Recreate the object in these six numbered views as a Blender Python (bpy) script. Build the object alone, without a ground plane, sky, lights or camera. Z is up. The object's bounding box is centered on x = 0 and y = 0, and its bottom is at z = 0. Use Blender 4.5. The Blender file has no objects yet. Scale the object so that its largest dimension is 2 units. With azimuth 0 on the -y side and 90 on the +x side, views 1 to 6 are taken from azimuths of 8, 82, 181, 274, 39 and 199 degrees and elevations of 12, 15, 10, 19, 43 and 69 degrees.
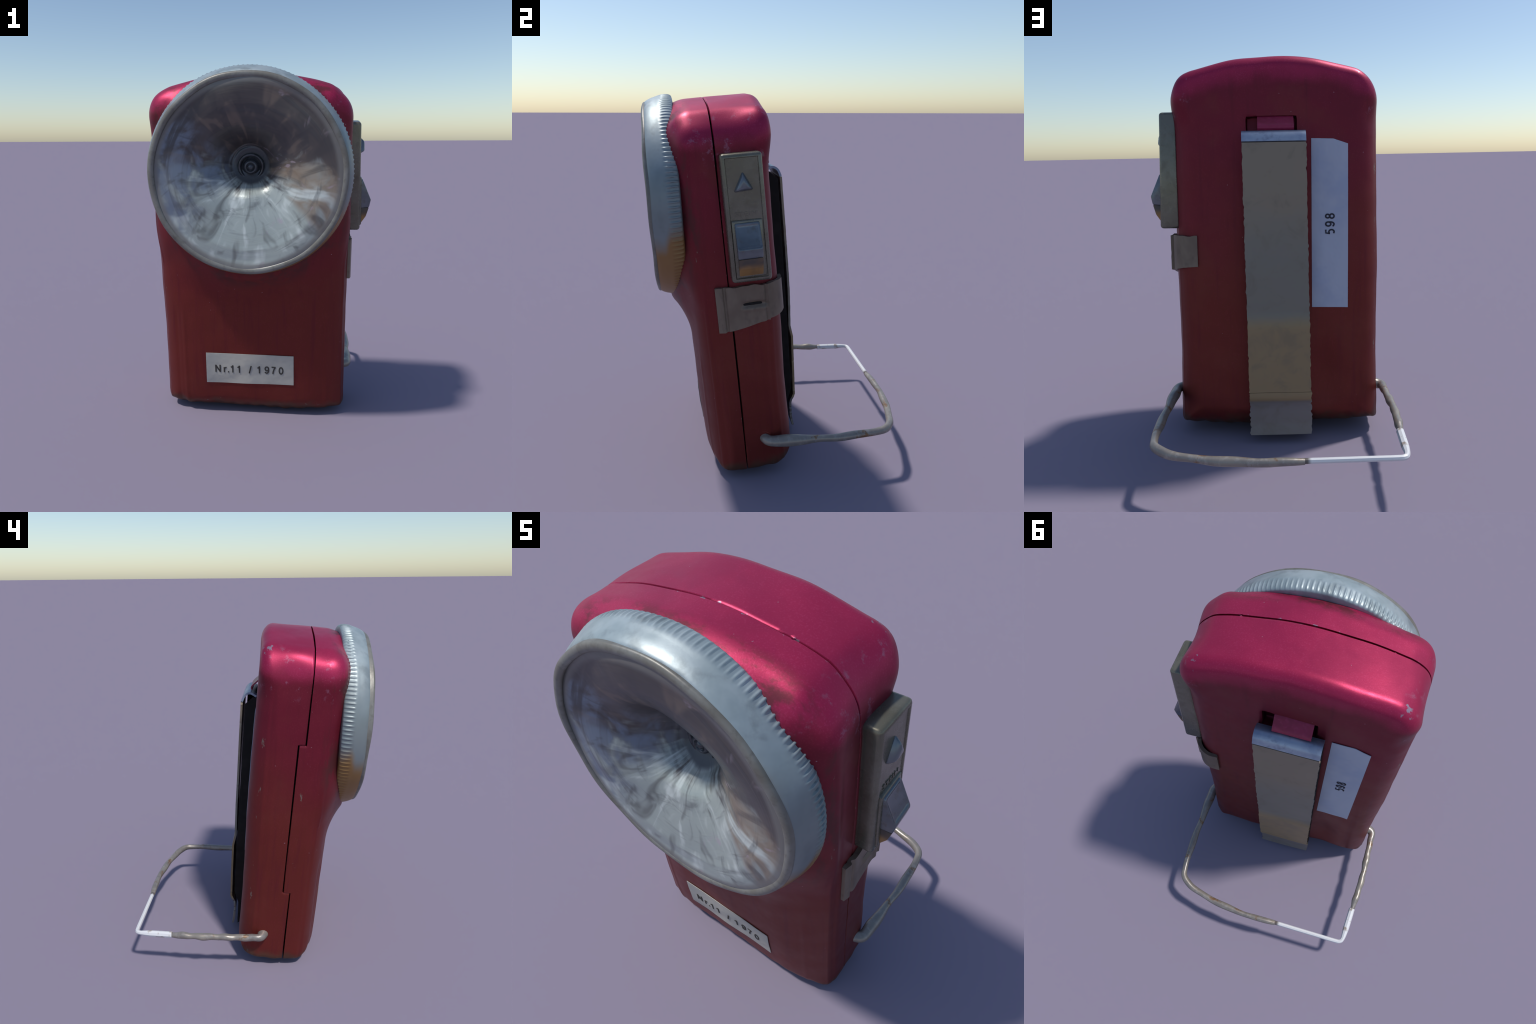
"""Old pocket flashlight: flat red tin case, big round reflector with a knurled
rim, side switch, latch, belt clip and a wire stand.  Built part by part in the
case's own frame (x across, y front(-) to back(+), z up), then leaned."""
import bpy, bmesh, math
import numpy as np
from mathutils import Matrix, Vector

# ------------------------------------------------------------------ frame
XC = -0.029                      # middle of the case across
LEAN, YAW = math.radians(4.8), math.radians(2.0)
M_CASE = (Matrix.Rotation(LEAN, 4, 'X') @ Matrix.Translation((XC, -0.2, 0)) @
          Matrix.Rotation(YAW, 4, 'Z') @ Matrix.Translation((-XC, 0.2, 0)))
I4 = Matrix.Identity(4)
CX, CZ = -0.025, 1.490            # reflector axis
HALF_W = 0.540                   # half width of the case
TOP, BOT = 2.002, 0.052
BACK, FRONT = 0.080, -0.400
SEAM, SEAM_JOG, JOG_LO, JOG_HI = -0.200, -0.158, 0.535, 1.435

rng = np.random.default_rng(7)


# ------------------------------------------------------------------ node helper
class Mat:
    """Tiny wrapper to write node graphs as expressions."""

    def __init__(self, name):
        self.m = bpy.data.materials.new(name)
        self.m.use_nodes = True
        self.t = self.m.node_tree
        self.b = self.t.nodes["Principled BSDF"]
        self.co = self.t.nodes.new("ShaderNodeTexCoord").outputs["Object"]
        self._xyz = None

    def link(self, a, sock):
        if isinstance(a, (int, float)):
            if sock.type == 'RGBA':
                sock.default_value = (a, a, a, 1)
            elif sock.type == 'VECTOR':
                sock.default_value = (a, a, a)
            else:
                sock.default_value = a
        elif isinstance(a, tuple):
            sock.default_value = a if sock.type == 'VECTOR' else (*a[:3], 1)
        else:
            self.t.links.new(a, sock)

    def xyz(self):
        if not self._xyz:
            n = self.t.nodes.new("ShaderNodeSeparateXYZ")
            self.t.links.new(self.co, n.inputs[0])
            self._xyz = n.outputs
        return self._xyz

    def vec(self, x, y, z):
        n = self.t.nodes.new("ShaderNodeCombineXYZ")
        for a, s in zip((x, y, z), n.inputs):
            self.link(a, s)
        return n.outputs[0]

    def math(self, op, a, b=0.0, c=0.0, clamp=False):
        n = self.t.nodes.new("ShaderNodeMath")
        n.operation, n.use_clamp = op, clamp
        for v, s in zip((a, b, c), n.inputs):
            self.link(v, s)
        return n.outputs[0]

    def add(self, a, b): return self.math('ADD', a, b)
    def sub(self, a, b): return self.math('SUBTRACT', a, b)
    def mul(self, a, b): return self.math('MULTIPLY', a, b)
    def mx(self, a, b): return self.math('MAXIMUM', a, b)

    def step(self, v, lo, hi):
        """0 below lo, 1 above hi, smooth (works with lo > hi too)."""
        n = self.t.nodes.new("ShaderNodeMapRange")
        n.interpolation_type = 'SMOOTHSTEP'
        flip = lo > hi
        self.link(v, n.inputs["Value"])
        n.inputs["From Min"].default_value, n.inputs["From Max"].default_value = (hi, lo) if flip else (lo, hi)
        n.inputs["To Min"].default_value, n.inputs["To Max"].default_value = (1, 0) if flip else (0, 1)
        return n.outputs["Result"]

    def mapping(self, scale=(1, 1, 1), loc=(0, 0, 0), src=None):
        n = self.t.nodes.new("ShaderNodeMapping")
        n.inputs["Scale"].default_value, n.inputs["Location"].default_value = scale, loc
        self.link(src or self.co, n.inputs["Vector"])
        return n.outputs[0]

    def noise(self, scale, detail=3, rough=0.55, dist=0.0, stretch=(1, 1, 1), loc=(0, 0, 0), src=None):
        n = self.t.nodes.new("ShaderNodeTexNoise")
        n.inputs["Scale"].default_value, n.inputs["Detail"].default_value = scale, detail
        n.inputs["Roughness"].default_value, n.inputs["Distortion"].default_value = rough, dist
        self.link(self.mapping(stretch, loc, src), n.inputs["Vector"])
        return n.outputs["Fac"]

    def mix(self, fac, a, b):
        n = self.t.nodes.new("ShaderNodeMix")
        n.data_type = 'RGBA'
        self.link(fac, n.inputs[0])
        self.link(a, n.inputs[6])
        self.link(b, n.inputs[7])
        return n.outputs[2]

    def bump(self, h, strength=0.2, dist=0.01):
        n = self.t.nodes.new("ShaderNodeBump")
        n.inputs["Strength"].default_value, n.inputs["Distance"].default_value = strength, dist
        self.link(h, n.inputs["Height"])
        self.t.links.new(n.outputs[0], self.b.inputs["Normal"])

    def done(self, color, rough=0.5, metal=0.0, spec=0.5, coat=0.0):
        for v, s in ((color, "Base Color"), (rough, "Roughness"), (metal, "Metallic"),
                     (spec, "Specular IOR Level"), (coat, "Coat Weight")):
            self.link(v, self.b.inputs[s])
        return self.m


# ------------------------------------------------------------------ materials
def red_paint():
    m = Mat("red_metallic_paint")
    x, y, z = m.xyz()
    crimson, brick = (0.165, 0.012, 0.028), (0.150, 0.024, 0.018)  # both reds darkened for shade; brick carries the warm floor bounce
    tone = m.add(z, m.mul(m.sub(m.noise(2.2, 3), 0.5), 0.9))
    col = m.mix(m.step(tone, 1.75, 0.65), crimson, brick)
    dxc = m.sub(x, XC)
    top_sheen = m.step(m.add(m.add(z, m.mul(m.mul(dxc, dxc), 0.38)), m.mul(m.sub(m.noise(6, 4), 0.5), 0.12)), 1.85, 1.965)  # highlight along the top, painted in as brighter pink
    col = m.mix(top_sheen, col, (0.37, 0.020, 0.075))
    fleck = m.noise(170, 2, 0.7)
    col = m.mix(m.mul(m.step(fleck, 0.50, 0.72), 0.30), col, m.mix(top_sheen, (0.25, 0.03, 0.05), (0.56, 0.07, 0.17)))
    col = m.mix(m.mul(m.mul(m.step(m.noise(4, 3, loc=(7, 0, 0)), 0.45, 0.65), top_sheen), 0.5), col, (0.30, 0.018, 0.065))
    # long vertical rub streaks and dull, darker blotches
    streak = m.noise(5, 4, 0.6, stretch=(6, 6, 0.45))
    col = m.mix(m.mul(m.mul(m.step(streak, 0.5, 0.75), 0.45), m.sub(1.0, top_sheen)), col, (0.11, 0.012, 0.022))
    dull = m.noise(3.1, 4, 0.6, loc=(3, 1, 0))
    col = m.mix(m.mul(m.mul(m.step(dull, 0.52, 0.75), 0.30), m.sub(1.0, top_sheen)), col, (0.17, 0.045, 0.030))
    # chips along the rear and front corner edges, the bottom and the seam
    ax = m.math('ABSOLUTE', m.sub(x, XC))
    side = m.step(ax, 0.44, 0.515)
    back_edge = m.step(m.math('ABSOLUTE', m.sub(y, 0.028)), 0.035, 0.006)
    front_edge = m.step(m.math('ABSOLUTE', m.add(y, 0.335)), 0.035, 0.006)
    seam_edge = m.step(m.math('ABSOLUTE', m.sub(y, SEAM)), 0.026, 0.004)
    bottom = m.step(z, 0.20, 0.10)
    edge = m.mx(m.mul(side, m.mx(m.mul(back_edge, 0.84), m.mul(front_edge, 0.82))), m.mx(m.mul(seam_edge, 0.88), m.mul(bottom, 0.82)))
    corner = m.mul(m.step(z, 1.78, 1.90), m.mul(m.step(ax, 0.36, 0.45), m.step(y, -0.02, 0.03)))
    edge = m.mx(edge, corner)
    chips = m.noise(26, 5, 0.68, stretch=(1, 1, 0.42))
    worn = m.step(m.mul(edge, chips), 0.515, 0.57)
    specks = m.step(m.noise(55, 2, 0.5, loc=(0, 4, 9)), 0.765, 0.80)
    bare = m.mix(m.noise(9, 2), (0.15, 0.105, 0.075), (0.26, 0.21, 0.19))
    bare = m.mix(m.step(z, 1.7, 1.9), bare, (0.27, 0.24, 0.31))
    col = m.mix(m.mul(worn, 0.85), col, bare)
    col = m.mix(m.mul(specks, 0.6), col, (0.42, 0.28, 0.33))
    rub = m.mul(m.mul(m.step(ax, 0.40, 0.50), m.step(z, 1.62, 1.80)), m.step(m.noise(13, 5, 0.7, loc=(2, 8, 5)), 0.58, 0.68))
    col = m.mix(m.mul(rub, 0.5), col, (0.34, 0.16, 0.24))
    # rubbed, darkened paint round the lamp cup
    dz, dx = m.sub(z, CZ), m.sub(x, CX)
    rad = m.math('SQRT', m.add(m.mul(dx, dx), m.mul(dz, dz)))
    scuff = m.mul(m.mul(m.step(rad, 0.66, 0.56), m.step(y, -0.27, -0.34)), m.step(m.noise(7, 5, 0.65, stretch=(1, 2, 0.6)), 0.46, 0.60))
    col = m.mix(m.mul(scuff, 0.7), col, (0.075, 0.028, 0.026))
    # grime at the foot
    grime = m.mul(m.step(m.add(z, m.mul(m.noise(12, 4), 0.12)), 0.20, 0.13), 0.75)
    col = m.mix(grime, col, (0.085, 0.055, 0.035))
    m.bump(m.add(m.mul(m.noise(150, 2), 0.5), m.mul(m.noise(9, 2), 1.0)), 0.06, 0.006)
    rough = m.add(0.34, m.mul(m.noise(20, 4), 0.16))
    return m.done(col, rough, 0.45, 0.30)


def steel(name, a, b, c, metal=0.45, rough=0.42, scale=6, stretch=(1, 1, 1), bump=0.08, rust=None):
    m = Mat(name)
    n1, n2 = m.noise(scale, 5, 0.6, 0.4, stretch), m.noise(scale * 4.3, 4, 0.6, 0, stretch, (5, 2, 1))
    col = m.mix(m.step(n1, 0.35, 0.65), a, b)
    col = m.mix(m.mul(m.step(n2, 0.5, 0.72), 0.6), col, c)
    if rust:
        col = m.mix(m.step(m.noise(scale * 1.7, 5, 0.65, 0.3, stretch, (9, 9, 2)), 0.56, 0.66), col, rust)
    m.bump(n2, bump, 0.006)
    return m.done(col, m.add(rough - 0.08, m.mul(n2, 0.18)), metal, 0.5)


def rim_metal():
    m = Mat("rim_zinc_painted_reflection")
    x, y, z = m.xyz()
    base = m.mix(m.step(m.noise(7, 4), 0.35, 0.65), (0.27, 0.33, 0.35), (0.36, 0.42, 0.44))
    base = m.mix(m.mul(m.step(m.noise(11, 5, loc=(4, 4, 4)), 0.52, 0.7), 0.55), base, (0.16, 0.19, 0.20))
    base = m.mix(m.mul(m.step(m.add(z, m.mul(m.noise(5, 4), 0.35)), 2.10, 1.80), 0.8), base, (0.165, 0.195, 0.20))  # sides darkened so only the top keeps its lit brightness
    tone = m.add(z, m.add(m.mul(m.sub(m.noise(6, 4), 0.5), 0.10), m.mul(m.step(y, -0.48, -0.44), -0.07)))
    base = m.mix(m.step(tone, 1.38, 1.27), base, (0.25, 0.14, 0.05))  # orange floor mirrored in the lower rim, put into the base colour
    m.bump(m.noise(45, 3), 0.08, 0.004)
    return m.done(base, m.add(0.36, m.mul(m.noise(30, 3), 0.15)), 0.30, 0.5)


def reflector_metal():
    """Mirror with its reflections painted in: brown above, silver below, streaked radially."""
    m = Mat("reflector_painted_reflections")
    x, y, z = m.xyz()
    dx, dz = m.sub(x, CX), m.sub(z, CZ)
    r = m.math('SQRT', m.add(m.mul(dx, dx), m.mul(dz, dz)))
    ux, uz = m.math('DIVIDE', dx, m.mx(r, 0.02)), m.math('DIVIDE', dz, m.mx(r, 0.02))
    pol = m.vec(m.mul(ux, 1.0), m.mul(r, 1.5), m.mul(uz, 1.0))        # radial streaks
    ring = m.vec(m.mul(ux, 0.6), m.mul(r, 9.0), m.mul(uz, 0.6))       # circular streaks
    streak = m.noise(2.2, 3, 0.5, 1.6, src=pol)
    hoop = m.noise(1.7, 3, 0.5, 1.4, src=ring)
    fine = m.noise(3.4, 2, 0.5, 1.3, src=pol)
    blot = m.noise(4.2, 3, 0.5, 2.2)
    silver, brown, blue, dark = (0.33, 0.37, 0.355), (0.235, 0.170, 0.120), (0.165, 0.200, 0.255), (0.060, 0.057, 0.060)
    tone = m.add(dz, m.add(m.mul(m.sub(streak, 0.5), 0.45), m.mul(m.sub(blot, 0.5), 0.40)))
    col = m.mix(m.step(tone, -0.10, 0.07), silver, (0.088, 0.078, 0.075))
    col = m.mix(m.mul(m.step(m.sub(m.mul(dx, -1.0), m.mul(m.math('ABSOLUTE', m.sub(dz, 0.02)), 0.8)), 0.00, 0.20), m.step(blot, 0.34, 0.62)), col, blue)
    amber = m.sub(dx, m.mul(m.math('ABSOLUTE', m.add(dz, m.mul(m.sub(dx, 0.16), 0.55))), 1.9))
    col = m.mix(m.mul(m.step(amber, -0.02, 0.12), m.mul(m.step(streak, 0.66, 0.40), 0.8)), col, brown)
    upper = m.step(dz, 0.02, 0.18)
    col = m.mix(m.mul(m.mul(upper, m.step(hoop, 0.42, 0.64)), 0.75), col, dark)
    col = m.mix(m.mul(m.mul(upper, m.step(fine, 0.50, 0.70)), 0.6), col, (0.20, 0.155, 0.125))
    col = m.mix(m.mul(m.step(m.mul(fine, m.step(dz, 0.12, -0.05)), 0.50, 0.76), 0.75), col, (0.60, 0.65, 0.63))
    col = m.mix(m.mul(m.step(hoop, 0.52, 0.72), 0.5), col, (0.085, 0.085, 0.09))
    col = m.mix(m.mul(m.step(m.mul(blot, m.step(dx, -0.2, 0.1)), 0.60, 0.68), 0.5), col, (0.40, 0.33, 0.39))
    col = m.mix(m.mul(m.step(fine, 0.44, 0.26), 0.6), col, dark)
    rim = m.step(r, 0.445, 0.47)
    col = m.mix(m.mul(rim, 0.8), col, (0.18, 0.175, 0.165))
    col = m.mix(m.step(m.math('SQRT', m.add(m.mul(dx, dx), m.math('POWER', m.sub(dz, 0.036), 2.0))), 0.112, 0.090), col, (0.075, 0.08, 0.088))
    m.bump(m.add(m.mul(streak, 1.0), hoop), 0.10, 0.02)
    return m.done(col, m.add(0.24, m.mul(fine, 0.2)), 0.15, 0.4)


def paper(name, a, b):
    m = Mat(name)
    col = m.mix(m.step(m.noise(5, 4, 0.6), 0.4, 0.65), a, b)
    m.bump(m.noise(7, 3), 0.35, 0.02)
    return m.done(col, 0.55, 0.0, 0.35)


def plain(name, col, rough=0.6, metal=0.0, spec=0.4, var=0.25):
    m = Mat(name)
    dark = tuple(c * (1 - var) for c in col)
    c = m.mix(m.step(m.noise(18, 4), 0.4, 0.65), dark, col)
    return m.done(c, rough, metal, spec)


def clip_metal():
    """Rolled steel, brownish above, greyer mid-way, tan lacquer left on the lower third."""
    m = Mat("clip_steel")
    x, y, z = m.xyz()
    n = m.noise(3.0, 4, 0.55, 0.6, stretch=(1, 1, 1.5))
    zz = m.add(z, m.mul(m.sub(n, 0.5), 0.30))
    col = m.mix(m.step(zz, 1.35, 0.95), (0.245, 0.200, 0.145), (0.195, 0.182, 0.150))
    col = m.mix(m.step(m.add(z, m.mul(m.sub(n, 0.5), 0.06)), 0.70, 0.62), col, (0.27, 0.195, 0.105))
    col = m.mix(m.step(z, 0.235, 0.215), col, (0.200, 0.180, 0.165))
    col = m.mix(m.mul(m.step(m.noise(9, 5, 0.6, 0.5), 0.5, 0.7), 0.4), col, (0.15, 0.125, 0.09))
    m.bump(m.noise(30, 3, stretch=(0.3, 1, 1)), 0.08, 0.004)
    return m.done(col, m.add(0.34, m.mul(n, 0.2)), 0.12, 0.45)


def white_sleeve():
    m = Mat("bare_white_wire")
    x, y, z = m.xyz()
    stain = m.mul(m.step(m.noise(16, 4), 0.50, 0.60), m.step(y, 0.64, 0.58))
    col = m.mix(m.mul(stain, 0.75), (0.68, 0.68, 0.69), (0.27, 0.19, 0.13))
    col = m.mix(m.step(m.math('ABSOLUTE', m.add(x, 0.15)), 0.035, 0.012), col, (0.12, 0.10, 0.09))
    return m.done(col, 0.4, 0.0, 0.4)


def ramp_metal():
    """Slider underside: coloured dark by the crest, with painted orange floor reflection towards the foot."""
    m = Mat("slider_painted_glow")
    x, y, z = m.xyz()
    n = m.noise(14, 4)
    col = m.mix(m.step(m.add(z, m.mul(m.sub(n, 0.5), 0.03)), 1.235, 1.195), (0.085, 0.070, 0.060), (0.33, 0.185, 0.065))
    return m.done(m.mix(m.mul(m.step(n, 0.5, 0.7), 0.4), col, (0.20, 0.12, 0.06)), 0.4, 0.25, 0.45)


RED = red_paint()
LOOP = steel("keeper_paint", (0.30, 0.018, 0.065), (0.24, 0.014, 0.045), (0.36, 0.03, 0.09), 0.1, 0.36, 12)
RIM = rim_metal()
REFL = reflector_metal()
LIP = steel("glass_edge", (0.145, 0.138, 0.118), (0.19, 0.19, 0.175), (0.11, 0.105, 0.09), 0.1, 0.4, 9)
SWITCH = steel("switch_nickel", (0.145, 0.135, 0.10), (0.18, 0.17, 0.135), (0.12, 0.105, 0.078), 0.5, 0.26, 5)
CHROME = steel("slider_nickel", (0.125, 0.14, 0.155), (0.18, 0.20, 0.22), (0.12, 0.11, 0.10), 0.55, 0.25, 6)
RAMP_GLOW = ramp_metal()
CLIP = clip_metal()
CLIP_TOP = steel("clip_bend_painted_glint", (0.20, 0.25, 0.36), (0.32, 0.38, 0.48), (0.15, 0.18, 0.25), 0.45, 0.35, 6)  # bluish highlight on the bend baked into the colours
LATCH = steel("latch_tin", (0.150, 0.110, 0.080), (0.195, 0.150, 0.110), (0.115, 0.085, 0.065), 0.18, 0.42, 7, (1, 1, 0.6))
WIRE = steel("worn_wire", (0.30, 0.265, 0.225), (0.22, 0.20, 0.185), (0.38, 0.35, 0.32), 0.35, 0.34, 7, (1, 1, 1), 0.1, (0.21, 0.115, 0.055))
WHITE = white_sleeve()
DARK = plain("gap_black", (0.020, 0.017, 0.016), 0.85, 0, 0.2)
SHADOW_TIN = plain("dark_tin", (0.05, 0.04, 0.035), 0.6, 0.2, 0.3)
LABEL_F = paper("label_grey_paper", (0.43, 0.41, 0.36), (0.35, 0.345, 0.32))
LABEL_B = paper("label_white_paper", (0.44, 0.47, 0.56), (0.38, 0.42, 0.54))  # paper dimmed and blued to match the shaded back
INK = plain("printed_ink", (0.045, 0.040, 0.035), 0.7)
INK_B = plain("printed_ink_black", (0.025, 0.025, 0.04), 0.7)
BULB = plain("dark_glass_bulb", (0.060, 0.065, 0.075), 0.18, 0.2, 0.6, 0.5)


# ------------------------------------------------------------------ mesh helpers
root = bpy.data.objects.new("flashlight", None)
bpy.context.scene.collection.objects.link(root)
root["label"] = "old flat red tin pocket flashlight with round reflector and wire stand"
root["category"] = "flashlight"


def add(name, mesh, mats, parent=root, matrix=M_CASE, angle=40):
    ob = bpy.data.objects.new(name, mesh)
    bpy.context.scene.collection.objects.link(ob)
    for mt in (mats if isinstance(mats, (list, tuple)) else [mats]):
        mesh.materials.append(mt)
    ob.parent = parent
    ob.matrix_local = matrix if parent is root else I4      # children share their part's frame
    if angle is not None:
        mesh.polygons.foreach_set("use_smooth", [True] * len(mesh.polygons))
        mesh.set_sharp_from_angle(angle=math.radians(angle))
    return ob


def mesh_of(verts, faces, name="m"):
    me = bpy.data.meshes.new(name)
    me.from_pydata([tuple(map(float, v)) for v in verts], [], [tuple(map(int, f)) for f in faces])
    me.update()
    bm = bmesh.new(); bm.from_mesh(me)
    bmesh.ops.recalc_face_normals(bm, faces=bm.faces)
    bm.to_mesh(me); bm.free()
    return me


def grid_faces(nu, nv, close_u=False, close_v=False):
    f = []
    for i in range(nu if close_u else nu - 1):
        for j in range(nv if close_v else nv - 1):
            a, b = i, (i + 1) % nu
            c, d = j, (j + 1) % nv
            f.append((a * nv + c, b * nv + c, b * nv + d, a * nv + d))
    return f


def smooth_path(pts, n, corner=0.0):
    """Catmull-Rom through control points, resampled evenly to n points."""
    P = np.array(pts, float)
    P = np.vstack([2 * P[0] - P[1], P, 2 * P[-1] - P[-2]])
    out = []
    for i in range(1, len(P) - 2):
        t = np.linspace(0, 1, 24, endpoint=False)[:, None]
        p0, p1, p2, p3 = P[i - 1:i + 3]
        out.append(0.5 * (2 * p1 + (p2 - p0) * t + (2 * p0 - 5 * p1 + 4 * p2 - p3) * t ** 2 + (3 * p1 - p0 - 3 * p2 + p3) * t ** 3))
    out = np.vstack(out + [P[-2][None]])
    return resample(out, n)


def resample(out, n):
    s = np.r_[0, np.cumsum(np.linalg.norm(np.diff(out, axis=0), axis=1))]
    q = np.linspace(0, s[-1], n)
    return np.stack([np.interp(q, s, out[:, k]) for k in range(out.shape[1])], 1)


def tube(path, radius, sides=16, cap=True):
    path = np.asarray(path, float)
    n = len(path)
    tan = np.gradient(path, axis=0)
    tan /= np.linalg.norm(tan, axis=1)[:, None]
    up = np.array([0, 0, 1.0])
    verts = []
    for i in range(n):
        s = np.cross(tan[i], up); s /= np.linalg.norm(s)
        u = np.cross(s, tan[i])
        for k in range(sides):
            a = 2 * math.pi * k / sides
            rr = radius(i / (n - 1), a)
            verts.append(path[i] + rr * (math.cos(a) * s + math.sin(a) * u))
    faces = grid_faces(n, sides, close_v=True)
    if cap:
        faces += [tuple(range(sides))[::-1], tuple((n - 1) * sides + k for k in range(sides))]
    return mesh_of(verts, faces)


LAMP_TILT = 0.038                # the lamp unit stands a little straighter than the case


def revolve(profile, seg, rfun=None, tilt=LAMP_TILT):
    """Profile of (r, y) turned about the reflector axis (parallel to y)."""
    verts, nv = [], len(profile)
    for i in range(seg):
        a = 2 * math.pi * i / seg
        for j, (r, y) in enumerate(profile):
            dr, dy = rfun(a, j, r, y) if rfun else (0, 0)
            z = (r + dr) * math.sin(a)
            verts.append((CX + (r + dr) * math.cos(a), y + dy + 0.006 + tilt * z, CZ + z))
    return verts, grid_faces(seg, nv, close_u=True)


def rounded_box(lo, hi, r, seg=3, edit=None, cuts=0):
    bm = bmesh.new()
    bmesh.ops.create_cube(bm, size=1)
    lo, hi = Vector(lo), Vector(hi)
    for v in bm.verts:
        v.co = Vector((lo[k] + (v.co[k] + 0.5) * (hi[k] - lo[k]) for k in range(3)))
    if edit:
        edit(bm)
    bmesh.ops.bevel(bm, geom=bm.edges[:], offset=r, segments=seg, affect='EDGES', profile=0.5)
    me = bpy.data.meshes.new("m"); bm.to_mesh(me); bm.free()
    return me


def prism(profile, axis, a, b, r=0.0, seg=2):
    """Extrude a closed 2D profile along an axis; profile gives the two other coordinates in order."""
    others = [k for k in range(3) if k != axis]
    bm = bmesh.new()
    rows = []
    for c in (a, b):
        row = []
        for p in profile:
            co = [0, 0, 0]; co[axis] = c; co[others[0]], co[others[1]] = p
            row.append(bm.verts.new(co))
        rows.append(row)
    n = len(profile)
    bm.faces.new(rows[0]); bm.faces.new(rows[1][::-1])
    for i in range(n):
        bm.faces.new((rows[0][i], rows[1][i], rows[1][(i + 1) % n], rows[0][(i + 1) % n]))
    bmesh.ops.recalc_face_normals(bm, faces=bm.faces)
    if r:
        bmesh.ops.bevel(bm, geom=bm.edges[:], offset=r, segments=seg, affect='EDGES', profile=0.5)
    me = bpy.data.meshes.new("m"); bm.to_mesh(me); bm.free()
    return me


def wob(p, f, seed):
    """Cheap smooth noise, about -1..1, at points p (n,3)."""
    g = np.random.default_rng(seed)
    out = np.zeros(len(p))
    for _ in range(7):
        k = g.normal(size=3) * f
        out += np.sin(p @ k + g.uniform(0, 6.28))
    return out / 3.5


# ------------------------------------------------------------------ case: rounded solid -> skin
def rmax(a, b, r):               # rounded intersection
    u, v = np.maximum(a + r, 0), np.maximum(b + r, 0)
    return np.minimum(-r, np.maximum(a, b)) + np.sqrt(u * u + v * v)


def rmin(a, b, r):               # filleted union
    u, v = np.maximum(r - a, 0), np.maximum(r - b, 0)
    return np.maximum(r, np.minimum(a, b)) - np.sqrt(u * u + v * v)


def back_y(x):                   # the lid sits slightly out of square
    return BACK - 0.022 * (x + 0.30)


def ease(v, lo, hi):
    t = np.clip((v - lo) / (hi - lo), 0, 1)
    return t * t * (3 - 2 * t)


def case(x, y, z):
    side = np.abs(x - XC) - HALF_W
    top = np.hypot(x - XC, z - (TOP - 1.45)) - 1.45 - 0.020 * (y + 0.13)
    foot = BOT - 0.015 * (y + 0.03) + 0.008 * np.exp(-((x + 0.54) / 0.10) ** 2) - 0.014 * np.exp(-((x - 0.12) / 0.17) ** 2) - z
    outline = rmax(rmax(side, top, 0.125), foot, 0.03)
    front = FRONT + 0.014 * (XC - x) - y
    toe = -(y + 0.400) * 0.981 - (z - 0.08) * 0.196          # the front tucks in at the foot
    slab = rmax(front, toe, 0.08)
    rad = np.hypot(x - CX, z - CZ)
    low = ease(z, 1.30, 1.02)
    flare = 0.60 * low                                        # cup behind the reflector, coned below
    cup = (rad - 0.520 - low * 0.015 - flare * (y + 0.510)) / np.sqrt(1 + flare ** 2)
    cup = rmax(cup, -0.455 - 0.03 * low - y, 0.01)
    face = rmin(slab, cup, 0.045 + 0.10 * low)
    dent = 0.028 * np.exp(-((x + 0.275) / 0.09) ** 2 - ((z - 0.34) / 0.20) ** 2)   # lid pushed in beside the clip
    rear = y - back_y(x) - 0.012 * ease(z, 1.55, 1.85) * ease(x, -0.5, -0.2) + dent
    body = rmax(outline, rear, 0.130 - 0.07 * ease(z, 1.65, 1.9))
    bevel = side * 0.49 + (-y - 0.312 - 0.012 * ease(x, -0.2, 0.2)) * 0.872 - 0.05 * (1 - ease(z, 1.25, 0.95))   # broad front corners
    solid = rmax(rmax(body, face, 0.10 + 0.02 * ease(z, 1.2, 1.5)), bevel, 0.06)
    well = np.maximum(rad - 0.455, y + 0.29)                  # open well for the bowl
    slot = np.maximum(np.maximum(np.abs(x + 0.010) - 0.128, np.abs(z - 1.632) - 0.062), 0.020 - y)   # pocket for the clip's hook
    return np.maximum(np.maximum(solid, -well), -slot)


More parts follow.
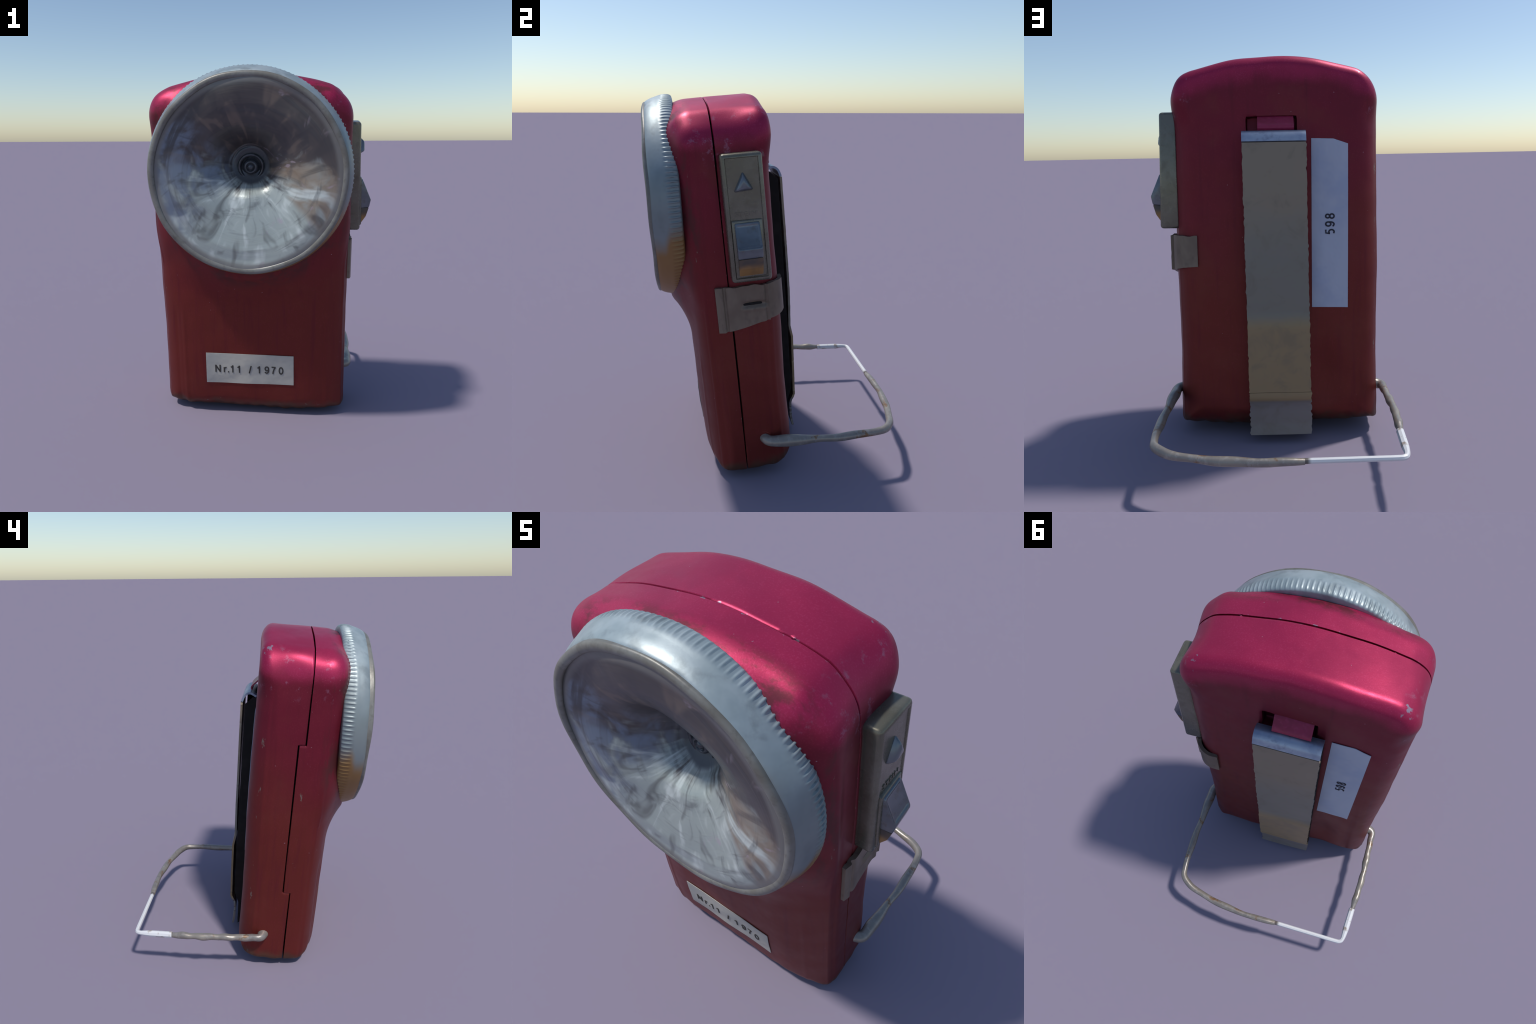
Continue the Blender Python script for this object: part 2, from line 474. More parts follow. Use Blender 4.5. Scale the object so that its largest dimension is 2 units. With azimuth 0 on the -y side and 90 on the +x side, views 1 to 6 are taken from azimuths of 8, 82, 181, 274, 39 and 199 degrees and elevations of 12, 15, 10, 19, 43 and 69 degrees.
def skin(f, lo, hi, h):
    """Surface nets on a regular grid, then pulled onto the exact surface."""
    ax = [np.arange(a, b + h, h) for a, b in zip(lo, hi)]
    X, Y, Z = np.meshgrid(*ax, indexing='ij')
    F = f(X, Y, Z)
    inside = F < 0
    n = np.array(F.shape)
    c = [slice(None, -1), slice(1, None)]
    corners = [(a, b, d) for a in (0, 1) for b in (0, 1) for d in (0, 1)]
    cnt = sum(inside[c[a], c[b], c[d]].astype(np.int8) for a, b, d in corners)
    act = (cnt > 0) & (cnt < 8)
    idx = -np.ones(act.shape, int)
    idx[act] = np.arange(act.sum())
    I = np.argwhere(act)
    V = np.array(lo) + (I + 0.5) * h
    faces = []
    for d in range(3):
        a, b = (d + 1) % 3, (d + 2) % 3
        s0 = [slice(None)] * 3; s1 = [slice(None)] * 3
        s0[d], s1[d] = slice(None, -1), slice(1, None)
        cross = inside[tuple(s0)] != inside[tuple(s1)]
        E = np.argwhere(cross)
        E = E[(E[:, a] > 0) & (E[:, b] > 0) & (E[:, a] < n[a] - 1) & (E[:, b] < n[b] - 1)]
        q = []
        for oa, ob in ((1, 1), (0, 1), (0, 0), (1, 0)):
            e = E.copy(); e[:, a] -= oa; e[:, b] -= ob
            q.append(idx[e[:, 0], e[:, 1], e[:, 2]])
        q = np.stack(q, 1)
        flip = ~inside[tuple(s0)][tuple(E.T)]
        q[flip] = q[flip][:, ::-1]
        faces.append(q)
    return V, np.vstack(faces)


def grad(f, V, e=1e-3):
    g = np.stack([f(*(V + e * np.eye(3)[k]).T) - f(*(V - e * np.eye(3)[k]).T) for k in range(3)], 1) / (2 * e)
    return g


V, Q = skin(case, (-0.61, -0.53, 0.0), (0.55, 0.13, 2.02), 0.0095)
for it in range(6):
    if it < 4:                                               # even out, then pull onto the surface
        A = np.zeros_like(V); W = np.zeros(len(V))
        for k in range(4):
            i, j = Q[:, k], Q[:, (k + 1) % 4]
            np.add.at(A, i, V[j]); np.add.at(A, j, V[i]); np.add.at(W, i, 1); np.add.at(W, j, 1)
        V = 0.5 * V + 0.5 * A / W[:, None]
    g = grad(case, V); g2 = np.maximum((g * g).sum(1), 1e-4)
    V = V - g * (case(*V.T) / g2)[:, None]
nrm = grad(case, V); nrm /= np.linalg.norm(nrm, axis=1)[:, None]
# handled tin is never flat: slow buckles, small dents along the corners, ragged foot
low = np.clip((0.16 - V[:, 2]) / 0.08, 0, 1)
relief = 0.0042 * wob(V, 7, 1) + 0.0016 * wob(V, 17, 2)
relief += low * 0.004 * wob(V, 40, 4)
corner = np.exp(-((np.abs(V[:, 0] - XC) - 0.50) / 0.05) ** 2) * np.clip((V[:, 2] - 1.6) / 0.2, 0, 1)
relief += corner * (0.012 * wob(V, 14, 5) + 0.004)
for yr, amp in ((-0.318, 0.0030), (-0.290, -0.0022), (0.005, 0.0024), (-0.018, -0.0016)):     # lengthwise creases down the sides
    relief += amp * np.exp(-((V[:, 1] - yr + 0.006 * np.sin(3 * V[:, 2])) / 0.008) ** 2) * (np.abs(nrm[:, 0]) > 0.75) * np.clip((1.75 - V[:, 2]) / 0.2, 0, 1)
# pressed lengthwise ribs near the front corners
for xr, wdt, amp in ((-0.43, 0.010, 0.004), (-0.475, 0.012, -0.003), (0.40, 0.012, 0.003)):
    relief += amp * np.exp(-((V[:, 0] - xr) / wdt) ** 2) * (nrm[:, 1] < -0.5) * np.clip((0.75 - V[:, 2]) / 0.1, 0, 1)
V = V + nrm * relief[:, None]

bm = bmesh.new()
bv = [bm.verts.new(v) for v in V]
for q in Q:
    bm.faces.new([bv[k] for k in q])
bm.normal_update()


def cut(select, co, no):
    fs = [f for f in bm.faces if select(f.calc_center_median())]
    geom = fs + list({e for f in fs for e in f.edges}) + list({v for f in fs for v in f.verts})
    bmesh.ops.bisect_plane(bm, geom=geom, plane_co=co, plane_no=no, dist=1e-5)


near = lambda c: c.x < -0.42 and -0.26 < c.y < -0.10
cut(lambda c: near(c) and abs(c.z - JOG_LO) < 0.03, (0, 0, JOG_LO), (0, 0, 1))
cut(lambda c: near(c) and abs(c.z - JOG_HI) < 0.03, (0, 0, JOG_HI), (0, 0, 1))
in_jog = lambda c: c.x < -0.42 and JOG_LO < c.z < JOG_HI
cut(lambda c: abs(c.y - SEAM) < 0.03 and not in_jog(c), (0, SEAM, 0), (0, 1, 0))
cut(lambda c: abs(c.y - SEAM_JOG) < 0.03 and in_jog(c), (0, SEAM_JOG, 0), (0, 1, 0))


def is_front(c):
    return c.y < (SEAM_JOG if in_jog(c) else SEAM)


def half(front):
    b = bm.copy()
    bmesh.ops.delete(b, geom=[f for f in b.faces if is_front(f.calc_center_median()) != front], context='FACES')
    b.normal_update()
    edge = [e for e in b.edges if e.is_boundary]
    rim = {v for e in edge for v in e.verts}
    nor = {v: v.normal.copy() for v in rim}
    # lip: roll the cut edge in, open a hairline gap, then turn a flange inwards
    s = -1 if front else 1
    for v in rim:
        v.co += Vector((0, s * (0.0042 + 0.0015 * math.sin(9 * v.co.x + 5 * v.co.z)), 0)) - nor[v] * (0.0035 if front else 0.004)
    ext = bmesh.ops.extrude_edge_only(b, edges=edge)
    for v in [g for g in ext['geom'] if isinstance(g, bmesh.types.BMVert)]:
        c = Vector((XC, v.co.y, min(max(v.co.z, 0.4), 1.6)))
        v.co += (c - v.co).normalized() * 0.03 + Vector((0, s * 0.002, 0))
    bmesh.ops.recalc_face_normals(b, faces=b.faces)
    me = bpy.data.meshes.new("m"); b.to_mesh(me); b.free()
    return me


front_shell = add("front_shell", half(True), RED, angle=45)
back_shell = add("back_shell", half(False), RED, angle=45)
bm.free()

# dark backing so no light leaks through the seam
add("inner_liner", rounded_box((XC - 0.48, -0.27, 0.16), (XC + 0.48, -0.02, 1.85), 0.05), DARK)

# ------------------------------------------------------------------ knurled rim
TEETH = 144
prof = smooth_path([(0.490, -0.380), (0.526, -0.384), (0.536, -0.394), (0.540, -0.414), (0.540, -0.444),
                    (0.534, -0.468), (0.526, -0.496), (0.516, -0.518), (0.506, -0.526), (0.498, -0.520)], 40)


def knurl(a, j, r, y):
    band = math.exp(-(((y + 0.414) / 0.026) ** 4)) if r > 0.53 else 0
    tooth = max(0.0, math.cos(a * TEETH)) ** 0.7
    wear = 0.75 + 0.25 * math.sin(3 * a + 1)
    sag = 0.0035 * math.sin(5 * a + 0.6) * math.sin(2 * a)
    return (band * (0.007 * tooth * wear - 0.002) + sag * 0.5, sag)


vs, fs = revolve([tuple(p) for p in prof], TEETH * 8, knurl)
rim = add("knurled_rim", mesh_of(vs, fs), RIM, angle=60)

# rolled glass edge just inside the rim
lip = [(0.5 + 0.017 * math.cos(t) - 0.004, -0.527 + 0.013 * math.sin(t)) for t in np.linspace(0.3, -math.pi - 0.6, 14)]
lip = [(0.5125, -0.500), (0.5125, -0.512)] + lip + [(0.482, -0.515)]
vs, fs = revolve(lip, 256, lambda a, j, r, y: (0.002 * math.sin(9 * a) * math.sin(2 * a + 1), 0.003 * math.sin(7 * a + 1) * math.sin(3 * a) - 0.014 * math.exp(-((a - 2.7) / 0.6) ** 2)))   # glass edge stands proud on one side
add("lens_edge", mesh_of(vs, fs), LIP, angle=60)

# ------------------------------------------------------------------ reflector bowl and bulb
bowl = smooth_path([(0.492, -0.533), (0.470, -0.532), (0.445, -0.527), (0.41, -0.521), (0.34, -0.506), (0.26, -0.480),
                    (0.19, -0.442), (0.145, -0.412), (0.115, -0.372), (0.098, -0.335), (0.07, -0.318), (0.002, -0.315)], 80)


def buckle(a, j, r, y):
    """The pressed bowl is lopsided: shallow below, sunk above and left of the bulb."""
    k = min(1, max(0, (r - 0.1) / 0.1)) * min(1, max(0, (0.49 - r) / 0.05))
    x, z = r * math.cos(a), r * math.sin(a)
    lower = min(1, max(0, (0.06 - z) / 0.20)) * min(1, max(0, (0.49 - r) / 0.10)) * min(1, max(0, (r - 0.06) / 0.03))
    sunk = math.exp(-(((x + 0.07) / 0.15) ** 2 + ((z - 0.10) / 0.11) ** 2)) * min(1, max(0, (r - 0.09) / 0.03))
    wave = 0.005 * math.sin(9 * x + 3 * z + 1) * math.sin(7 * z + 2) + 0.003 * math.sin(5 * a + 20 * r)
    return (0, k * wave - 0.020 * lower + 0.062 * sunk - 0.040 * math.exp(-((x / 0.08) ** 2 + ((z + 0.13) / 0.10) ** 2)) + z * (0.004 + (LAMP_TILT - 0.004) * min(1, max(0, (r - 0.36) / 0.12))))


vs, fs = revolve([tuple(p) for p in bowl], 256, buckle, 0.0)
vs = [(x, y, z + 0.042 * math.exp(-((x - CX) ** 2 + (z - CZ) ** 2) / 0.19 ** 2)) for x, y, z in vs]   # lamp hole sits high
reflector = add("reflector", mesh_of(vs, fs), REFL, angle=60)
bulb_prof = [(0.088, -0.325), (0.086, -0.365), (0.078, -0.378), (0.066, -0.374), (0.060, -0.362), (0.048, -0.372),
             (0.044, -0.388), (0.030, -0.396), (0.024, -0.388), (0.014, -0.396), (0.001, -0.401)]
vs, fs = revolve([tuple(p) for p in smooth_path(bulb_prof, 40)], 96)
vs = [(CX + 0.85 * (x - CX), y + 0.036, CZ + 0.85 * (z - CZ) + 0.024) for x, y, z in vs]
add("bulb", mesh_of(vs, fs), BULB, parent=reflector, angle=60)

# ------------------------------------------------------------------ switch on the +x side
PX = XC + HALF_W + 0.018                                             # side wall of the case


def plate_edit(b):
    for v in b.verts:
        if v.co.x > PX + 0.02 and v.co.z < 1.3:
            v.co.x += 0.013
        if v.co.x > PX + 0.02 and v.co.y > -0.1:
            v.co.x += 0.008


plate_mesh = rounded_box((PX - 0.045, -0.183, 1.130), (PX + 0.038, 0.010, 1.736), 0.017, 4, plate_edit)
bm = bmesh.new(); bm.from_mesh(plate_mesh)
big = max(bm.faces, key=lambda f: f.calc_area() * (f.normal.x > 0.9))
bmesh.ops.inset_individual(bm, faces=[big], thickness=0.004, depth=0.0)
bmesh.ops.inset_individual(bm, faces=[big], thickness=0.004, depth=-0.0045)
bm.to_mesh(plate_mesh); bm.free()
plate = add("switch_plate", plate_mesh, SWITCH)
# raised frame round the slider
fr = [(PX + 0.030, 1.434), (PX + 0.054, 1.430), (PX + 0.057, 1.30), (PX + 0.060, 1.160), (PX + 0.035, 1.142), (PX + 0.01, 1.30)]
add("slider_frame", prism(fr, 1, -0.160, -0.016, 0.006), SWITCH, parent=plate)
bm = bmesh.new(); bm.from_mesh(prism([(PX + 0.03, 1.424), (PX + 0.064, 1.418), (PX + 0.112, 1.306), (PX + 0.102, 1.256), (PX + 0.03, 1.250)], 1, -0.148, -0.030))
top_face = max(bm.faces, key=lambda f: (f.normal.x > 0.3) * f.normal.z)
bmesh.ops.inset_individual(bm, faces=[top_face], thickness=0.016, depth=-0.008)
bmesh.ops.bevel(bm, geom=bm.edges[:], offset=0.008, segments=3, affect='EDGES', profile=0.5)
me = bpy.data.meshes.new("m"); bm.to_mesh(me); bm.free()
slider = add("slider_knob", me, CHROME, parent=plate)
add("slider_ramp", prism([(PX + 0.02, 1.254), (PX + 0.101, 1.256), (PX + 0.086, 1.205), (PX + 0.050, 1.152), (PX + 0.02, 1.152)], 1, -0.146, -0.032, 0.004), RAMP_GLOW, parent=plate)

# triangular push button
bm = bmesh.new()
base = [(-0.142, 1.556), (-0.034, 1.562), (-0.086, 1.662)]
ring0 = [bm.verts.new((PX + 0.034, y, z)) for y, z in base]
cy, cz = -0.087, 1.590
ring1 = [bm.verts.new((PX + 0.068, cy + (y - cy) * 0.55, cz + (z - cz) * 0.55)) for y, z in base]
bm.faces.new(ring1)
for i in range(3):
    bm.faces.new((ring0[i], ring0[(i + 1) % 3], ring1[(i + 1) % 3], ring1[i]))
bm.faces.new(ring0[::-1])
bmesh.ops.recalc_face_normals(bm, faces=bm.faces)
bmesh.ops.bevel(bm, geom=bm.edges[:], offset=0.010, segments=3, affect='EDGES', profile=0.5)
me = bpy.data.meshes.new("m"); bm.to_mesh(me); bm.free()
add("push_button", me, CHROME, parent=plate)

# ------------------------------------------------------------------ latch strap round the rear corner
def strap_path(off, back_x):
    r, PX, BACK = 0.095, XC + HALF_W, back_y(0.45)
    pts = [(PX + off - 0.002, -0.268), (PX + off, -0.262), (PX + off + 0.006, -0.238), (PX + off - 0.006, -0.224), (PX + off + 0.005, -0.207)]
    pts += [(PX + off + 0.003, y) for y in (-0.16, -0.11, -0.06)]
    pts += [(PX + off + 0.010, -0.035), (PX + off + 0.002, -0.022), (PX + off + 0.010, -0.008)]
    ox, oy = PX - r, BACK - r
    pts += [(ox + (r + off) * math.cos(t), oy + (r + off) * math.sin(t)) for t in np.radians([12, 30, 50, 70, 90])]
    pts += [(back_x, BACK + off)]
    return smooth_path(pts, 90)


outer, inner = strap_path(0.016, 0.385), strap_path(-0.004, 0.387)
NZ = 26
vs = []
for layer, P in ((0, outer), (1, inner)):
    for i, p in enumerate(P):
        t = i / (len(P) - 1)
        hi = 1.098 - 0.006 * t + 0.0025 * math.sin(19 * t) + 0.0015 * math.sin(47 * t)
        lo = 0.866 + 0.062 * min(1, max(0, (t - 0.08) / 0.75)) + 0.0025 * math.sin(13 * t + 1)
        for k in range(NZ):
            z = lo + (hi - lo) * k / (NZ - 1)
            d = 0.0
            if layer == 0 and -0.165 < p[1] < 0.0 and p[0] > PX - 0.018:   # pressed slot
                e = math.exp(-((z - 1.000) / 0.012) ** 2) * math.exp(-((p[1] + 0.080) / 0.062) ** 6)
                ridge = math.exp(-((z - 0.975) / 0.009) ** 2) * math.exp(-((p[1] + 0.080) / 0.062) ** 6)
                d = -0.013 * e + 0.006 * ridge
            vs.append((p[0] + d, p[1], z))
n = len(outer)
fs = grid_faces(n, NZ) + [tuple(x + n * NZ for x in f)[::-1] for f in grid_faces(n, NZ)]
o = n * NZ
for i in range(n - 1):
    for k in (0, NZ - 1):
        a, b = i * NZ + k, (i + 1) * NZ + k
        fs.append((a, b, b + o, a + o))
for k in range(NZ - 1):
    for i in (0, n - 1):
        a, b = i * NZ + k, i * NZ + k + 1
        fs.append((a, b, b + o, a + o))
latch = add("latch", mesh_of(vs, fs), LATCH, angle=50)
add("latch_slot", rounded_box((PX - 0.018, -0.138, 0.994), (PX - 0.0055, -0.022, 1.006), 0.002), DARK, parent=latch)

# ------------------------------------------------------------------ belt clip on the back
def strip(path_outer, thick, x0, x1, nx=14, rough=0.0, seed=0):
    """Bent sheet: (y, z) path swept across x, with slightly torn long edges."""
    P = np.asarray(path_outer)
    t = np.gradient(P, axis=0); t /= np.linalg.norm(t, axis=1)[:, None]
    N = np.stack([t[:, 1], -t[:, 0]], 1)
    g = np.random.default_rng(seed)
    n = len(P)
    e0, e1 = g.normal(size=n) * rough, g.normal(size=n) * rough
    vs = []
    for L in (0, 1):
        for i in range(n):
            for k in range(nx):
                u = k / (nx - 1)
                x = (x0 + e0[i]) * (1 - u) + (x1 + e1[i]) * u + XSH(P[i, 1])
                y, z = P[i] - N[i] * thick * L
                vs.append((x, y + 0.002 * math.sin(5 * z + 3 * u), z))
    o = n * nx
    fs = grid_faces(n, nx) + [tuple(q + o for q in f)[::-1] for f in grid_faces(n, nx)]
    for i in range(n - 1):
        for k in (0, nx - 1):
            a, b = i * nx + k, (i + 1) * nx + k
            fs.append((a, b, b + o, a + o))
    for k in range(nx - 1):
        for i in (0, n - 1):
            a, b = i * nx + k, i * nx + k + 1
            fs.append((a, b, b + o, a + o))
    return mesh_of(vs, fs)


XSH = lambda z: 0.005 - 0.012 * (1.6 - z) / 1.5                      # the clip hangs a touch askew
face_path = resample(np.array([(0.166, 1.555), (0.163, 1.22), (0.159, 0.90), (0.153, 0.75), (0.150, 0.69), (0.161, 0.62), (0.154, 0.40), (0.149, 0.275)]), 90)
clip = add("belt_clip", strip(face_path, 0.012, -0.186, 0.134, rough=0.0015, seed=3), CLIP, angle=35)
top_path = smooth_path([(0.092, 1.590), (0.126, 1.606), (0.152, 1.592), (0.166, 1.557)], 16)
add("clip_bend", strip(top_path, 0.012, -0.187, 0.135), CLIP_TOP, parent=clip, angle=35)
foot_path = np.vstack([smooth_path([(0.149, 0.273), (0.147, 0.245), (0.130, 0.215), (0.122, 0.19)], 12),
                       smooth_path([(0.120, 0.17), (0.118, 0.10), (0.121, 0.07), (0.125, 0.036)], 14)])
add("clip_foot", strip(foot_path, 0.012, -0.188, 0.136, rough=0.003, seed=5), CLIP, parent=clip, angle=35)
# black walls closing the gap behind the clip face
gap_side = [(0.055, 1.575), (0.110, 1.590), (0.154, 1.545), (0.151, 1.22), (0.147, 0.90), (0.145, 0.62), (0.137, 0.285), (0.106, 0.20), (0.101, 0.04), (0.055, 0.07)]
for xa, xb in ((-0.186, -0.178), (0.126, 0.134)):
    me = prism(gap_side, 0, xa, xb)
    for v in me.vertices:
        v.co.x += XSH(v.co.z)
    add("clip_dark_side", me, DARK, parent=clip)

# painted keeper loop above it, with the dark hook passing through
loop_path = smooth_path([(0.055, 1.698), (0.074, 1.686), (0.096, 1.664), (0.114, 1.645), (0.120, 1.634), (0.114, 1.626)], 24)
XSH_keep, XSH = XSH, (lambda z: 0.0)
loop = add("keeper_loop", strip(loop_path, 0.008, -0.124, 0.060), LOOP, angle=35)
XSH = XSH_keep
add("clip_hook", prism([(0.035, 1.655), (0.062, 1.648), (0.084, 1.628), (0.108, 1.592), (0.04, 1.575)], 0, -0.118, 0.054, 0.004), DARK, parent=clip)

# ------------------------------------------------------------------ paper labels
def label(name, corners, y, sag, mat, matrix, nx=30, nz=14, fold=False):
    """Thin paper sheet over four corners (x, z): TL, TR, BR, BL."""
    c = np.array(corners, float)
    vs = []
    s = 1 if y > 0 else -1
    for L in (0, 1):
        for i in range(nx):
            for k in range(nz):
                u, v = i / (nx - 1), k / (nz - 1)
                p = (c[0] * (1 - u) + c[1] * u) * (1 - v) + (c[3] * (1 - u) + c[2] * u) * v
                cr = 0
                if fold and v < 0.045 and u > 0.6:
                    p = p + (np.array([0, -0.024]) * (u - 0.6) / 0.4)
                yy = surface_y(p[0], p[1], s)
                w = sag * (math.sin(9 * u + 4 * v) * math.sin(6 * v + 2 * u))
                vs.append((p[0], yy + s * (0.0045 + w + cr - 0.0025 * L), p[1]))
    o = nx * nz
    fs = grid_faces(nx, nz) + [tuple(q + o for q in f)[::-1] for f in grid_faces(nx, nz)]
    ringi = [i * nz for i in range(nx)] + [(nx - 1) * nz + k for k in range(1, nz)] + [i * nz + nz - 1 for i in range(nx - 2, -1, -1)] + [k for k in range(nz - 2, 0, -1)]
    for a, b in zip(ringi, ringi[1:] + ringi[:1]):
        fs.append((a, b, b + o, a + o))
    return add(name, mesh_of(vs, fs), mat, matrix=matrix, angle=40)


def surface_y(x, z, s):
    """Depth of the finished case skin under (x, z), front (s<0) or back (s>0)."""
    sel = (np.abs(V[:, 0] - x) < 0.014) & (np.abs(V[:, 2] - z) < 0.014) & ((V[:, 1] > -0.1) if s > 0 else (V[:, 1] < -0.3))
    return float(V[sel, 1].mean()) if sel.any() else (BACK if s > 0 else FRONT)


lab1 = label("front_label", [(-0.302, 0.436), (0.212, 0.434), (0.213, 0.243), (-0.304, 0.241)], FRONT, 0.0012, LABEL_F, M_CASE)
lab2 = label("back_label", [(-0.214, 1.582), (-0.402, 1.576), (-0.396, 0.702), (-0.208, 0.706)], BACK, 0.0010, LABEL_B, M_CASE, 16, 40, True)


def writing(name, text, size, place, mat, parent, weight=0.0, spacing=1.0, sx=1.0, depth=0.001, sheet=None):
    cu = bpy.data.curves.new("t", 'FONT')
    cu.body, cu.size, cu.align_x, cu.align_y = text, size, 'CENTER', 'CENTER'
    cu.extrude, cu.offset, cu.space_character, cu.resolution_u = depth, weight, spacing, 4
    tmp = bpy.data.objects.new("t", cu)
    bpy.context.scene.collection.objects.link(tmp)
    bpy.context.view_layer.update()
    me = bpy.data.meshes.new_from_object(tmp)
    bpy.data.objects.remove(tmp); bpy.data.curves.remove(cu)
    me.materials.clear()
    me.transform(place @ Matrix.Diagonal((sx, 1, 1, 1)))
    if sheet is not None:                                     # lay the print on the paper's waves
        P = np.array([v.co for v in sheet.data.vertices])
        mid = place.translation.y
        for v in me.vertices:
            d = (P[:, 0] - v.co.x) ** 2 + (P[:, 2] - v.co.z) ** 2
            near = np.argsort(d)[:8]
            w = 1 / (d[near] + 1e-5)
            lay = (P[near, 1] * w).sum() / w.sum()
            v.co.y = lay + (v.co.y - mid) + math.copysign(0.0022, mid)
    return add(name, me, mat, parent=parent, angle=None)


def arc(cx, cy, rx, ry, a0, a1, n=18):
    t = np.radians(np.linspace(a0, a1, n))
    return [(cx + rx * math.cos(k), cy + ry * math.sin(k)) for k in t]


def glyph(ch):
    """Strokes of a plain grotesque letter, cap height 1."""
    return {
        'N': [[(.07, 0), (.07, 1)], [(.07, .96), (.62, .04)], [(.62, 0), (.62, 1)]],
        'r': [[(.07, 0), (.07, .70)], arc(.34, .36, .27, .30, 180, 85, 10)],
        '.': [[(.0, .065), (.14, .065)]],
        '/': [[(.0, -.04), (.26, 1.02)]],
        '1': [[(.30, 0), (.30, 1)], [(.05, .74), (.20, .79), (.28, .94)]],
        '7': [[(.03, .935), (.53, .935)], [(.50, .93), (.35, .66), (.24, .35), (.19, 0)]],
        '0': [arc(.29, .5, .225, .44, 0, 360, 36)],
        '9': [arc(.28, .67, .215, .27, 0, 360, 30), [(.495, .67)] + arc(.26, .46, .235, .40, 20, -95, 14) + [(.10, .13), (.055, .22)]],
        '5': [[(.50, .935), (.15, .935), (.085, .50)] + arc(.27, .335, .225, .275, 128, -130, 24)],
        '8': [arc(.28, .73, .19, .21, 0, 360, 28), arc(.28, .28, .225, .225, 0, 360, 28)],
    }[ch]


def lettering(name, chars, height, weight, to_xz, mat, sheet, lift):
    """Flat inked strokes laid on a label: chars is [(letter, start along the line)]."""
    P = np.array([v.co for v in sheet.data.vertices])
    bm = bmesh.new()
    depth = math.copysign(0.0012, lift)

    def put(p, up):
        x, z = to_xz(*p)
        d = (P[:, 0] - x) ** 2 + (P[:, 2] - z) ** 2
        near = np.argsort(d)[:8]
        w = 1 / (d[near] + 1e-5)
        return bm.verts.new((x, (P[near, 1] * w).sum() / w.sum() + lift + (depth if up else -depth), z))

    for ch, start in chars:
        for st in glyph(ch):
            p = np.array(st) * height
            t = np.gradient(p, axis=0)
            t /= np.linalg.norm(t, axis=1)[:, None] + 1e-9
            nn = np.stack([-t[:, 1], t[:, 0]], 1) * weight / 2
            rows = [[put(q + (start, 0) + k * m_, up) for k, up in ((1, 1), (-1, 1), (-1, 0), (1, 0))] for q, m_ in zip(p, nn)]
            for a_, b_ in zip(rows, rows[1:]):
                for k in range(4):
                    bm.faces.new((a_[k], b_[k], b_[(k + 1) % 4], a_[(k + 1) % 4]))
            bm.faces.new(rows[0]); bm.faces.new(rows[-1][::-1])
    bmesh.ops.recalc_face_normals(bm, faces=bm.faces)
    me = bpy.data.meshes.new("m"); bm.to_mesh(me); bm.free()
    return add(name, me, mat, parent=sheet, angle=None)


line = "N720 r815 .862 1891 1966 /1102 11190 91275 71350 01432".split()
lettering("printed_number", [(w[0], -0.302 + (float(w[1:]) - 620) * 0.000527) for w in line], 0.0465, 0.0075,
          lambda u, v: (u, v + 0.314), INK, lab1, -0.0022)
# the rear number reads upwards
lettering("printed_number", [('5', 1.088), ('9', 1.128), ('8', 1.169)], 0.049, 0.0078,
          lambda u, v: (-0.330 + v, u), INK_B, lab2, 0.0022)
# faint stamped word on the switch plate (faces +x)
Rs = Matrix.Rotation(math.radians(90), 4, 'Z') @ Matrix.Rotation(math.radians(90), 4, 'X')
writing("stamped_word", "STEIN", 0.030, Matrix.Translation((PX + 0.0445, -0.088, 1.456)) @ Matrix.Rotation(math.radians(-2.4), 4, 'Z') @ Rs @ Matrix.Rotation(math.radians(1.3), 4, 'X'), SWITCH, plate, 0.0003, 1.25, 1.1, 0.0016)

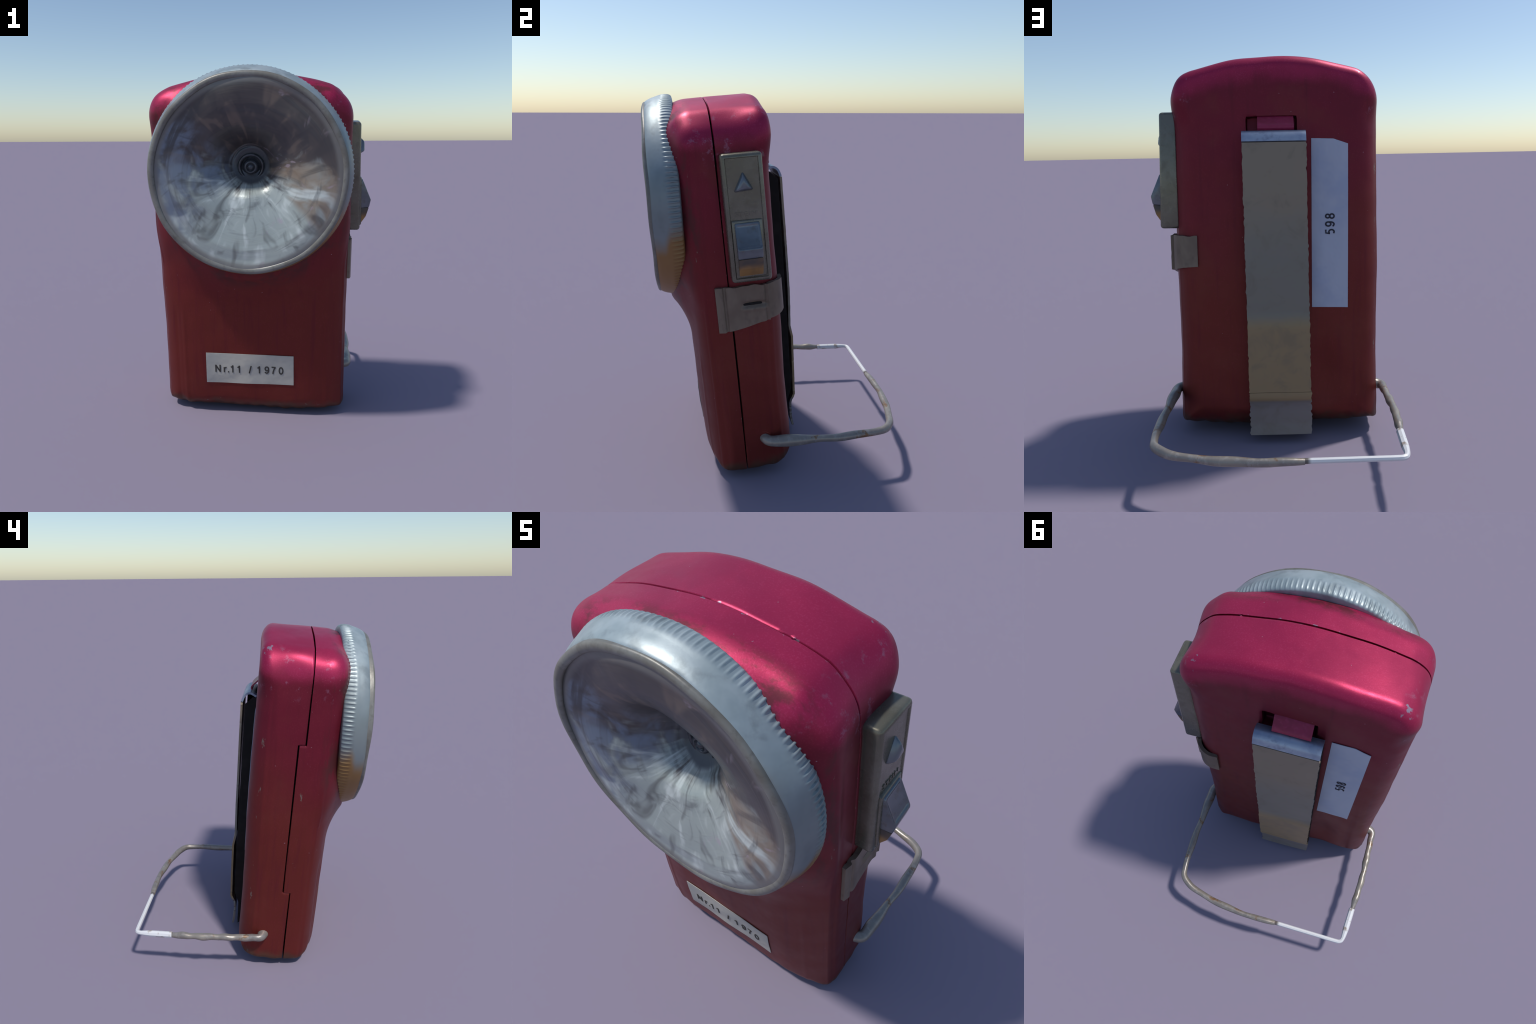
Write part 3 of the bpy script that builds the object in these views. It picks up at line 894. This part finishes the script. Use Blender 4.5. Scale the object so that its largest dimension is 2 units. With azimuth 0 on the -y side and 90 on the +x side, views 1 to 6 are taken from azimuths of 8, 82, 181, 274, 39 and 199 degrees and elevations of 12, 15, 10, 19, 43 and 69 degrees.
# ------------------------------------------------------------------ wire stand (world frame)
zw = 0.228
arm_r = smooth_path([(0.455, -0.098, 0.228), (0.500, -0.092, 0.229), (0.534, -0.065, 0.227), (0.540, 0.02, 0.222), (0.540, 0.14, 0.222), (0.543, 0.26, 0.220), (0.540, 0.40, 0.226), (0.530, 0.52, 0.231),
                     (0.517, 0.570, 0.232), (0.480, 0.602, 0.228), (0.42, 0.630, 0.224), (0.30, 0.660, 0.222), (0.15, 0.680, 0.221), (0.0, 0.686, 0.220), (-0.150, 0.677, 0.219)], 150)
arm_l = smooth_path([(-0.515, -0.105, 0.228), (-0.560, -0.105, 0.229), (-0.598, -0.085, 0.229), (-0.606, -0.02, 0.229), (-0.611, 0.12, 0.231), (-0.614, 0.25, 0.231), (-0.607, 0.38, 0.229), (-0.602, 0.455, 0.227)], 80)


def lumpy(seed, r0, r1, r2):
    g = np.random.default_rng(seed)
    ph = g.uniform(0, 6.28, 6)

    def f(t, a):
        r = np.interp(t, [0, 0.12, 0.25, 0.9, 1.0], [r0, r0, r1, r2, r2 * 0.72])
        return r * (1 + 0.09 * math.sin(31 * t + ph[0]) + 0.06 * math.sin(a + 47 * t + ph[1]) + 0.05 * math.sin(2 * a + 19 * t + ph[2]))
    return f


for P in (arm_r, arm_l):                                      # the loop sags a little towards its far end
    P[:, 2] -= 0.001 * np.clip(P[:, 1] / 0.6, 0, 1)
    P[:, 0] -= 0.003
    P[:, 1] -= 0.002 * np.clip(P[:, 1] / 0.6, 0, 1)
stand = add("wire_stand", tube(arm_r, lumpy(1, 0.029, 0.0205, 0.0195)), WIRE, matrix=I4, angle=70)
add("wire_arm", tube(arm_l, lumpy(4, 0.028, 0.0195, 0.020)), WIRE, parent=stand, matrix=I4, angle=70)
white = [(-0.135, 0.677, 0.219), (-0.30, 0.674, 0.221), (-0.45, 0.671, 0.223), (-0.545, 0.669, 0.224), (-0.578, 0.664, 0.225), (-0.592, 0.640, 0.226), (-0.596, 0.57, 0.226), (-0.601, 0.445, 0.226)]
add("wire_sleeve", tube(smooth_path([(x - 0.003, y - 0.002, z) for x, y, z in white], 90), lambda t, a: 0.0125 if t < 0.70 else 0.0125 + 0.0065 * min(1, (t - 0.70) / 0.10), 8), WHITE, parent=stand, matrix=I4, angle=25)
# little stamped sockets where the wire enters the case
for x, y, s in ((0.497, -0.098, 1), (-0.551, -0.105, -1)):
    ring = [(0.036 + 0.006 * math.cos(t), 0.006 * math.sin(t)) for t in np.linspace(0, 2 * math.pi, 8, endpoint=False)]
    vs = []
    for i in range(28):
        a = 2 * math.pi * i / 28
        for r, h in ring:
            vs.append((x + s * (h + 0.004), y + r * math.cos(a), 0.228 + r * math.sin(a)))
    add("wire_socket", mesh_of(vs, grid_faces(28, 8, True, True)), RED, matrix=I4, angle=60)
